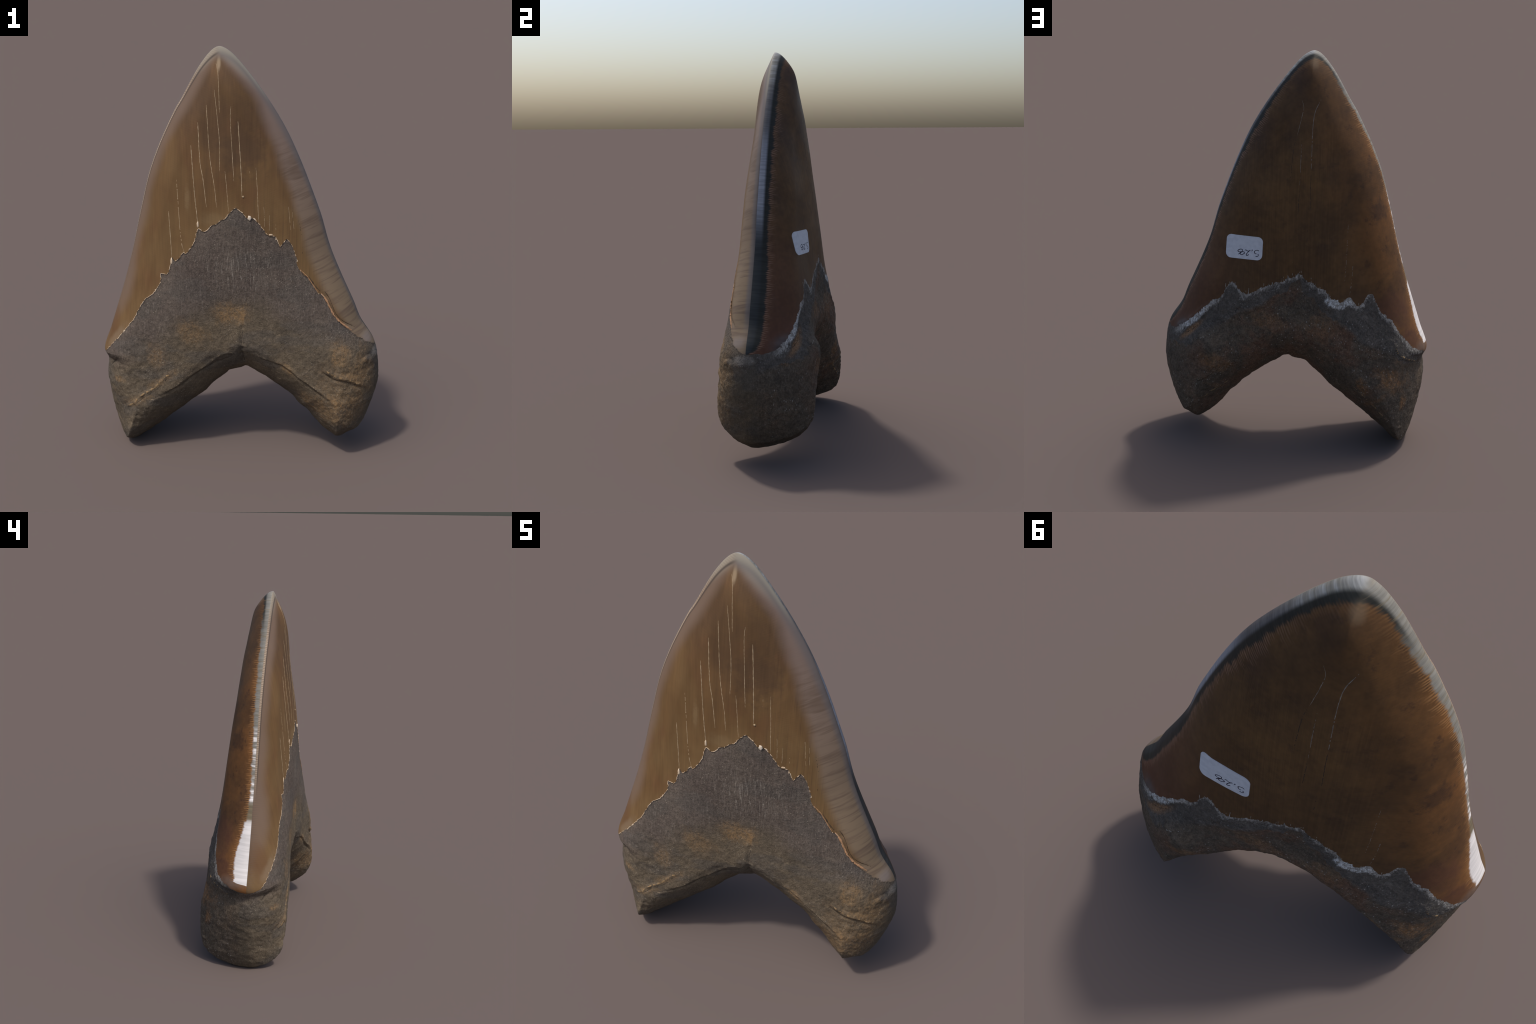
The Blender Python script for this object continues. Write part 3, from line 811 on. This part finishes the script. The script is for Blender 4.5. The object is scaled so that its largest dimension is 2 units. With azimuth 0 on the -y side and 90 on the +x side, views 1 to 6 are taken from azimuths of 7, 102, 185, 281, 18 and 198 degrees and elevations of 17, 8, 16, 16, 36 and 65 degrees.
def root_bone():
    s = Shader("root_bone")
    behind = s.step(s.y, -.03, .01)
    fibre = s.noise((150, 60, 26), 4, .7, 1.7, 1.0)
    cloud = s.noise((7, 7, 7), 5, .6, 3.6, .4)
    # front: grey, fibrous, mauve under the enamel; olive brown below
    line = s.curve(s.x, [(-.75, .40), (-.6, .47), (-.4, .58), (-.2, .72), (0, .80), (.15, .76), (.35, .66), (.55, .60), (.75, .52)], ZX)
    high = s.step(s.add(s.sub(s.z, line), s.mul(s.sub(cloud, .5), .22)), -.08, .09)
    low_c = s.ramp(cloud, [(.25, ROOT_DARK), (.5, ROOT_BROWN), (.75, ROOT_TAN)])
    high_c = s.ramp(s.noise((9, 9, 5), 4, .6, 9.1), [(.3, ROOT_MAUVE), (.7, ROOT_MAUVE_PALE)])
    front = s.mix(high, low_c, high_c)
    dull = s.window(s.noise((4, 4, 9), 3, .5, 1.4), .55, .75, .05)
    front = s.mix(s.mul(dull, .4), front, ROOT_SLATE)
    streak = s.step(s.noise((140, 30, 14), 4, .7, 2.3, .8), .50, .70)
    lit = s.patch((.03, -.19, .95), (.19, .2, .17), .35, 6.0)  # middle of the root lightened with pale streaks where it looks lit
    front = s.mix(s.mul(streak, s.add(s.mul(lit, .6), s.mul(high, .16))), front, ROOT_STREAK)
    speckled = s.step(s.noise((75, 75, 60), 4, .75, 4.4), .38, .62)
    for i, (p, r, k, turn) in enumerate([
            ((-.02, -.195, .745), (.12, .2, .08), .85, 0), ((-.215, -.206, .645), (.12, .2, .08), .6, .5),
            ((-.393, -.222, .518), (.06, .2, .08), .55, 0), ((-.589, -.194, .376), (.045, .2, .022), .8, 0),
            ((.037, -.195, .735), (.014, .2, .05), 1.0, 0), ((.509, -.2, .564), (.07, .2, .08), .75, 0),
            ((.246, -.208, .474), (.08, .2, .032), .8, .7), ((.43, -.215, .25), (.13, .2, .09), .65, .4),
            ((.56, -.2, .27), (.12, .2, .13), .65, 0), ((.49, -.241, .315), (.06, .2, .03), .8, .7),
            ((.62, -.17, .46), (.08, .2, .16), .6, 0), ((-.38, -.23, .385), (.14, .2, .03), .5, -.6),
            ((-.5, -.22, .28), (.12, .2, .035), .5, -.3), ((.56, -.19, .44), (.10, .2, .03), .6, .3),
            ((.34, -.19, .31), (.06, .2, .05), .5, .5), ((.52, -.2, .40), (.2, .2, .2), .35, 0)]):
        m = s.mul(s.patch(p, r, .55, i * 1.31 + .5, turn, 17), s.step(speckled, 0, 1, .35, 1.0))
        front = s.mix(s.mul(m, k * .72), front, ROOT_OCHRE)
    front = s.mix(s.mul(s.patch((.66, -.12, .535), (.06, .2, .035), .6, 31.0, .3, 18), .6), front, ROOT_SLATE)
    front = s.mix(s.mul(s.patch((.675, -.09, .54), (.03, .1, .03), .6, 33.0, .3, 18), .5), front, ROOT_STREAK)
    front = s.scale(front, s.step(fibre, .25, .75, s.sub(1.0, s.mul(high, .17)), s.add(1.0, s.mul(high, .15))))
    # back: charcoal brown, a slate band under the crust, rusty clouds lower down
    bline = s.curve(s.x, [(-.75, .44), (-.62, .46), (-.5, .53), (-.35, .60), (-.27, .665), (-.2, .75), (-.1, .86), (0, .90), (.05, .86), (.15, .775), (.3, .70), (.4, .63), (.5, .58), (.65, .50), (.75, .45)], ZX)
    bhigh = s.step(s.add(s.sub(s.z, bline), s.mul(s.sub(cloud, .5), .10)), -.02, .02)
    back = s.ramp(cloud, [(.25, BROOT_DARK), (.55, BROOT_MID), (.8, BROOT_BROWN)])
    back = s.mix(s.mul(s.mul(s.step(s.noise((7, 7, 7), 4, .65, 5.9), .42, .64), s.window(s.x, -.45, .5, .15)), .65), back, BROOT_RUST)
    back = s.mix(bhigh, back, slate(s, cloud))
    for i, (p, r, k, turn) in enumerate([
            ((-.512, .21, .392), (.12, .2, .08), .9, -.5), ((-.369, .25, .354), (.035, .2, .07), .8, .3),
            ((-.575, .2, .273), (.025, .2, .06), .8, 0), ((-.575, .16, .525), (.08, .2, .025), .9, .75),
            ((-.13, .22, .66), (.11, .2, .10), .45, .4), ((.13, .2, .68), (.16, .2, .06), .5, -.4),
            ((.39, .2, .46), (.12, .2, .06), .6, -.3), ((-.42, .24, .27), (.14, .2, .02), .5, .8),
            ((.36, .2, .30), (.10, .2, .02), .4, -.5), ((.62, .10, .53), (.05, .2, .03), .6, -.5)]):
        m = s.mul(s.patch(p, r, .6, i * 1.7 + 20, turn, 17), s.step(speckled, 0, 1, .3, 1.0))
        back = s.mix(s.mul(m, k * .75), back, BROOT_OCHRE)
    colour = s.mix(behind, front, back)
    # a scatter of pale crystals on the back
    flecks = s.mul(s.step(s.cells((64, 64, 44), 7.5), .24, .12), s.step(s.noise((10, 10, 10), 4, .7, 3.8), .44, .60))
    colour = s.mix(s.mul(s.mul(flecks, behind), .42), colour, CRUST_PALE)
    colour, height = weather(s, colour, s.add(.85, s.mul(behind, .45)))
    height = s.add(height, s.mul(s.mul(flecks, behind), .8))
    return s.finish(colour, .85, s.add(height, s.mul(s.mul(fibre, high), 1.1)), .55, .006, .14)


def crust():
    """Flaky pale film on slate: dense and whitish under the enamel, breaking up downwards."""
    s = Shader("pale_crust")
    cloud = s.noise((7, 7, 7), 5, .6, 3.6, .4)
    scratch = s.noise((95, 95, 48), 5, .78, 2.1, .6)
    flake = s.noise((30, 30, 26), 5, .72, 6.1, .5)
    big = s.noise((9, 9, 9), 3, .5, 1.3)
    below = s.sub(s.curve(s.x, BACK_BORDER, ZX), s.z)
    near = s.step(s.add(below, s.mul(s.sub(flake, .5), .05)), .040, .0)
    hot = s.math("MAXIMUM", s.patch((-.235, .19, .79), (.11, .2, .05), .5, 1.0), s.patch((.50, .13, .665), (.18, .2, .028), .4, 2.0, .75))
    limit = s.mul(s.step(s.x, .645, .58), s.step(s.x, -.675, -.62))
    cover = s.add(s.add(s.mul(near, .17), s.mul(hot, .20)), s.mul(s.sub(big, .5), .30))
    cover = s.sub(cover, s.step(below, .03, .085, .0, .30))
    film = s.mul(s.step(s.add(s.add(s.mul(scratch, .6), s.mul(flake, .4)), cover), .50, .70), limit)
    pale = s.mix(s.step(scratch, .40, .62), CRUST_MID, s.mix(hot, CRUST_PALE, CRUST_WHITE))
    ground = s.mix(s.mul(s.step(flake, .35, .65), s.mul(limit, .5)), slate(s, cloud), CRUST_DARK)
    colour = s.mix(s.mul(film, .9), ground, pale)
    colour = s.mix(s.mul(s.patch((.52, .13, .60), (.12, .2, .02), .4, 3.0, .75), .6), colour, BROOT_OCHRE)
    colour, height = weather(s, colour, 1.1)
    return s.finish(colour, .88, s.add(height, s.mul(film, 1.2)), .6, .006, .14)


def plain(name, colour, colour2, rough=.7, scale=70, spec=.3):
    s = Shader(name)
    n = s.noise((scale,) * 3, 3, .6, 1.1)
    return s.finish(s.mix(s.step(n, .3, .7), colour, colour2), rough, n, .2, .002, spec)


# ---------------------------------------------------------------- assembly
ENAMEL, ROOT, CRUST = enamel(), root_bone(), crust()
VEIN = plain("vein_mineral", *VEIN_COL, rough=.6, scale=55)
VEIN_GREY = plain("grey_vein_mineral", *VEINB_COL, rough=.6, scale=55)
FRINGE = plain("broken_enamel_edge", *FRINGE_COL, rough=.7, scale=38)
OCHRE = plain("ochre_film", *OCHRE_COL, rough=.8, scale=34)
TAN = plain("tan_film", *TAN_COL, rough=.8, scale=34)
GREY = plain("grey_film", *GREY_COL, rough=.8, scale=34)
FIBRE = plain("pale_fibre", *FIBRE_COL, rough=.8, scale=50)
ROOT_LINE = plain("root_line_tone", *ROOT_LINE_COL, rough=.9, scale=50)
CRACK = plain("dark_crack_line", *CRACK_COL, rough=.8, scale=50)
NODULE = plain("white_nodule", *NODULE_COL, rough=.6, scale=40)
LIP = plain("orange_lip", *LIP_COL, rough=.7, scale=40)
PAPER = plain("sticker_paper", *PAPER_COL, rough=.75, scale=45, spec=.2)
INK = plain("ink", C(34, 30, 44), C(48, 44, 60), rough=.6, scale=40)

tooth = bpy.data.objects.new("fossil_shark_tooth", None)
bpy.context.scene.collection.objects.link(tooth)
tooth["label"] = "large brown fossil shark tooth with a grey forked root"
tooth["category"] = "fossil tooth"

crown = add_part("crown", [0], tooth, ENAMEL)
add_part("cutting_edge", [2], crown, ENAMEL)
add_part("cutting_edge", [3], crown, ENAMEL)
root = add_part("root", [1], tooth, ROOT)
add_part("pale_crust", [4], root, CRUST)

for i, (side, r, gaps, pts) in enumerate(VEINS):
    v, f = strand(pts, side, r, gaps, i * 3.7 + 1)
    add_mesh("mineral_vein", v, f, crown, VEIN if side == "F" else VEIN_GREY)
for i, (side, r, gaps, pts) in enumerate(DARK_CRACKS):
    v, f = strand(pts, side, r, gaps, i * 2.9 + 60, lift=.05, flat=.4)
    add_mesh("dark_crack", v, f, crown, CRACK)

def blob(name, x, z, side, r, material, parent, seed, squash=(1, .55, 1)):
    p, nrm = on_surface(x, z, side)
    v, f, n = [], [], 10
    for i in range(n + 1):
        for j in range(14):
            a, b = math.pi * i / n, 2 * math.pi * j / 14
            d = Vector((math.sin(a) * math.cos(b), math.cos(a), math.sin(a) * math.sin(b)))
            d *= 1 + .35 * noise.noise(d * 1.6 + Vector((seed, 0, 0)))
            v.append(p + nrm * r * .1 + Vector((d.x * squash[0], d.y * squash[1], d.z * squash[2])) * r)
    for i in range(n):
        for j in range(14):
            k = (j + 1) % 14
            f.append((i * 14 + j, i * 14 + k, (i + 1) * 14 + k, (i + 1) * 14 + j))
    return add_mesh(name, v, f, parent, material)


for i, (side, r, gaps, pts) in enumerate(ROOT_DARK_LINES):
    v, f = strand(pts, side, r, gaps, i * 2.3 + 140, lift=.05, flat=.35, wander=.003)
    add_mesh("root_dark_line", v, f, root, ROOT_LINE)

# the pale, crumbly rim of the enamel along the front border, and the orange lip on its right
for first, last, thick, gaps in ((.02, .30, .0017, .32), (.30, .74, .0019, .42), (.74, .90, .0013, .5)):
    n = len(BORDER["F"])
    v, f = strand(BORDER["F"][int(first * n):int(last * n)], "F", thick, gaps, 41 + first, lift=.15, flat=.6, wander=.0012, taper=False)
    add_mesh("broken_enamel_rim", v, f, crown, FRINGE)
v, f = strand([(.31, .972), (.347, .935), (.362, .912), (.398, .86)], "F", .0020, .15, 43, lift=.2)
add_mesh("orange_lip", v, f, crown, LIP)
v, f = strand([(.412, .856), (.436, .824), (.455, .786), (.478, .742), (.505, .712), (.56, .664)], "F", .0048, .12, 47, lift=.05, flat=.3)
add_mesh("orange_lip", v, f, crown, LIP)

# splinters of pale fibre that stand up from the border of the back
for i in range(110):
    k = int(rng.integers(12, len(BORDER["B"]) - 12))
    x, z = BORDER["B"][k]
    if not -.36 < x < .34:
        continue
    h = float(rng.uniform(.010, .046)) * (1 if x > -.12 else .6)
    lean = -.12 * x + float(rng.normal(0, .05))
    v, f = strand([(x, z - .012), (x + lean * h, z + h)], "B", float(rng.uniform(.0008, .0017)), .12, i * 1.9 + 200, lift=.1, flat=.5)
    if f:
        add_mesh("fibre", v, f, root, FIBRE)

for i in range(16):
    k = int(rng.integers(30, len(BORDER["F"]) - 40))
    x, z = BORDER["F"][k]
    if on_surface(x, z, "F"):
        blob("enamel_crumb", x, z, "F", float(rng.uniform(.0018, .0036)), FRINGE, crown, i * 1.3, (1, .25, float(rng.uniform(.8, 1.8))))

films = {"pale": TAN, "tan": TAN, "ochre": OCHRE, "grey": GREY}
for i, (side, h, w, tint, pts) in enumerate(CREASES):
    if tint:
        v, f = strand(pts, side, .0026 if tint != "ochre" else .0042, .40, i * 5.3 + 80, lift=.0, flat=.22, wander=.006)
        add_mesh("root_ledge", v, f, root, films[tint])


blob("mineral_nodule", .0735, 1.222, "F", .0098, NODULE, root, 2.0, (.85, .5, 1.3))
blob("mineral_nodule", .0435, 1.322, "F", .0050, VEIN, crown, 5.0)
blob("mineral_nodule", .099, 1.216, "F", .0035, NODULE, root, 9.0)
blob("mineral_nodule", -.174, 1.185, "F", .0075, FRINGE, crown, 3.0, (.7, .35, 2.0))
blob("mineral_nodule", -.308, 1.0, "F", .0070, FRINGE, crown, 4.0, (.7, .35, 2.2))
blob("mineral_nodule", .172, 1.141, "F", .0065, FRINGE, crown, 6.0, (1.6, .25, .7))

# ---------------------------------------------------------------- the sticker and its handwriting
CENTRE, ALONG, DOWN = np.array((.2462, 1.045)), np.array((-.1861, -.0038)), np.array((.0040, -.1157))
PAPER_T = .0028


def on_sticker(u, v, lift):
    x, z = CENTRE + ALONG * u + DOWN * v
    p, nrm = on_surface(x, z, "B")
    return p + nrm * lift, nrm


def sticker():
    nu, nv, v, f = 36, 24, [], []
    for layer in (PAPER_T, -.001):
        for j in range(nv + 1):
            for i in range(nu + 1):
                a, b = 2 * i / nu - 1, 2 * j / nv - 1
                # squircle-like corner rounding that keeps the grid regular
                ax, bz = .0931, .0579
                px, pz, r = a * ax, b * bz, .026
                qx, qz = max(abs(px) - (ax - r), 0), max(abs(pz) - (bz - r), 0)
                m, l = max(qx, qz), math.hypot(qx, qz)
                if l > 1e-9:
                    qx, qz = qx * m / l, qz * m / l
                    px = math.copysign(min(abs(px), ax - r) + qx, px)
                    pz = math.copysign(min(abs(pz), bz - r) + qz, pz)
                v.append(on_sticker(px / (2 * ax), pz / (2 * bz), layer)[0])
    k = (nu + 1) * (nv + 1)
    for j in range(nv):
        for i in range(nu):
            a = j * (nu + 1) + i
            f.append((a, a + nu + 1, a + nu + 2, a + 1))
    rim = [i for i in range(nu)] + [j * (nu + 1) + nu for j in range(nv)] + [nv * (nu + 1) + nu - i for i in range(nu)] + [(nv - j) * (nu + 1) for j in range(nv)]
    for a, b in zip(rim, rim[1:] + rim[:1]):
        f.append((a, b, b + k, a + k))
    o = add_mesh("paper_sticker", v, f, tooth, PAPER)
    o.data.shade_smooth()
    o.data.set_sharp_from_angle(angle=math.radians(50))
    return o


STROKES = [
    [(-.052, .193), (-.048, .104), (-.092, .09), (-.154, .136), (-.171, .183), (-.123, .218), (-.052, .193), (.005, .204), (.014, .247),
     (-.027, .299), (-.069, .324), (-.099, .302), (-.087, .245), (-.06, .21)],
    [(-.074, .197), (-.107, .259), (-.148, .322)],
    [(.024, .128), (.044, .097), (.073, .124), (.117, .144), (.172, .094)],
    [(.138, .134), (.104, .196), (.071, .281), (.07, .337), (.094, .332), (.135, .285)],
    [(.217, .063), (.225, .095), (.205, .127)],
    [(.404, .096), (.375, .068), (.333, .075), (.286, .129), (.291, .184), (.31, .225), (.345, .225)],
    [(.38, .224), (.391, .256), (.39, .313), (.348, .332), (.32, .331)],
]
paper = sticker()
v, f = [], []
for n_s, stroke in enumerate(STROKES):
    line = spline(stroke, False, .012)
    prev = None
    for i, (a, b) in enumerate(line):
        p, nrm = on_sticker(a, b, PAPER_T)
        j, g = (i + 1, i) if i < len(line) - 1 else (i, i - 1)
        q, o = on_sticker(*line[j], PAPER_T)[0], on_sticker(*line[g], PAPER_T)[0]
        across = nrm.cross((q - o).normalized())
        r = .0019 * (1 + .35 * noise.noise((i * .5, n_s * 3.1, 0)))
        k = len(v)
        for m in range(6):
            t = m * math.pi / 3
            v.append(p + across * math.cos(t) * r + nrm * math.sin(t) * .0007)
        f += [tuple(k + m for m in range(6))[::-1]] if prev is None else [(prev + m, prev + (m + 1) % 6, k + (m + 1) % 6, k + m) for m in range(6)]
        if i == len(line) - 1:
            f.append(tuple(k + m for m in range(6)))
        prev = k
add_mesh("handwritten_number", v, f, paper, INK)
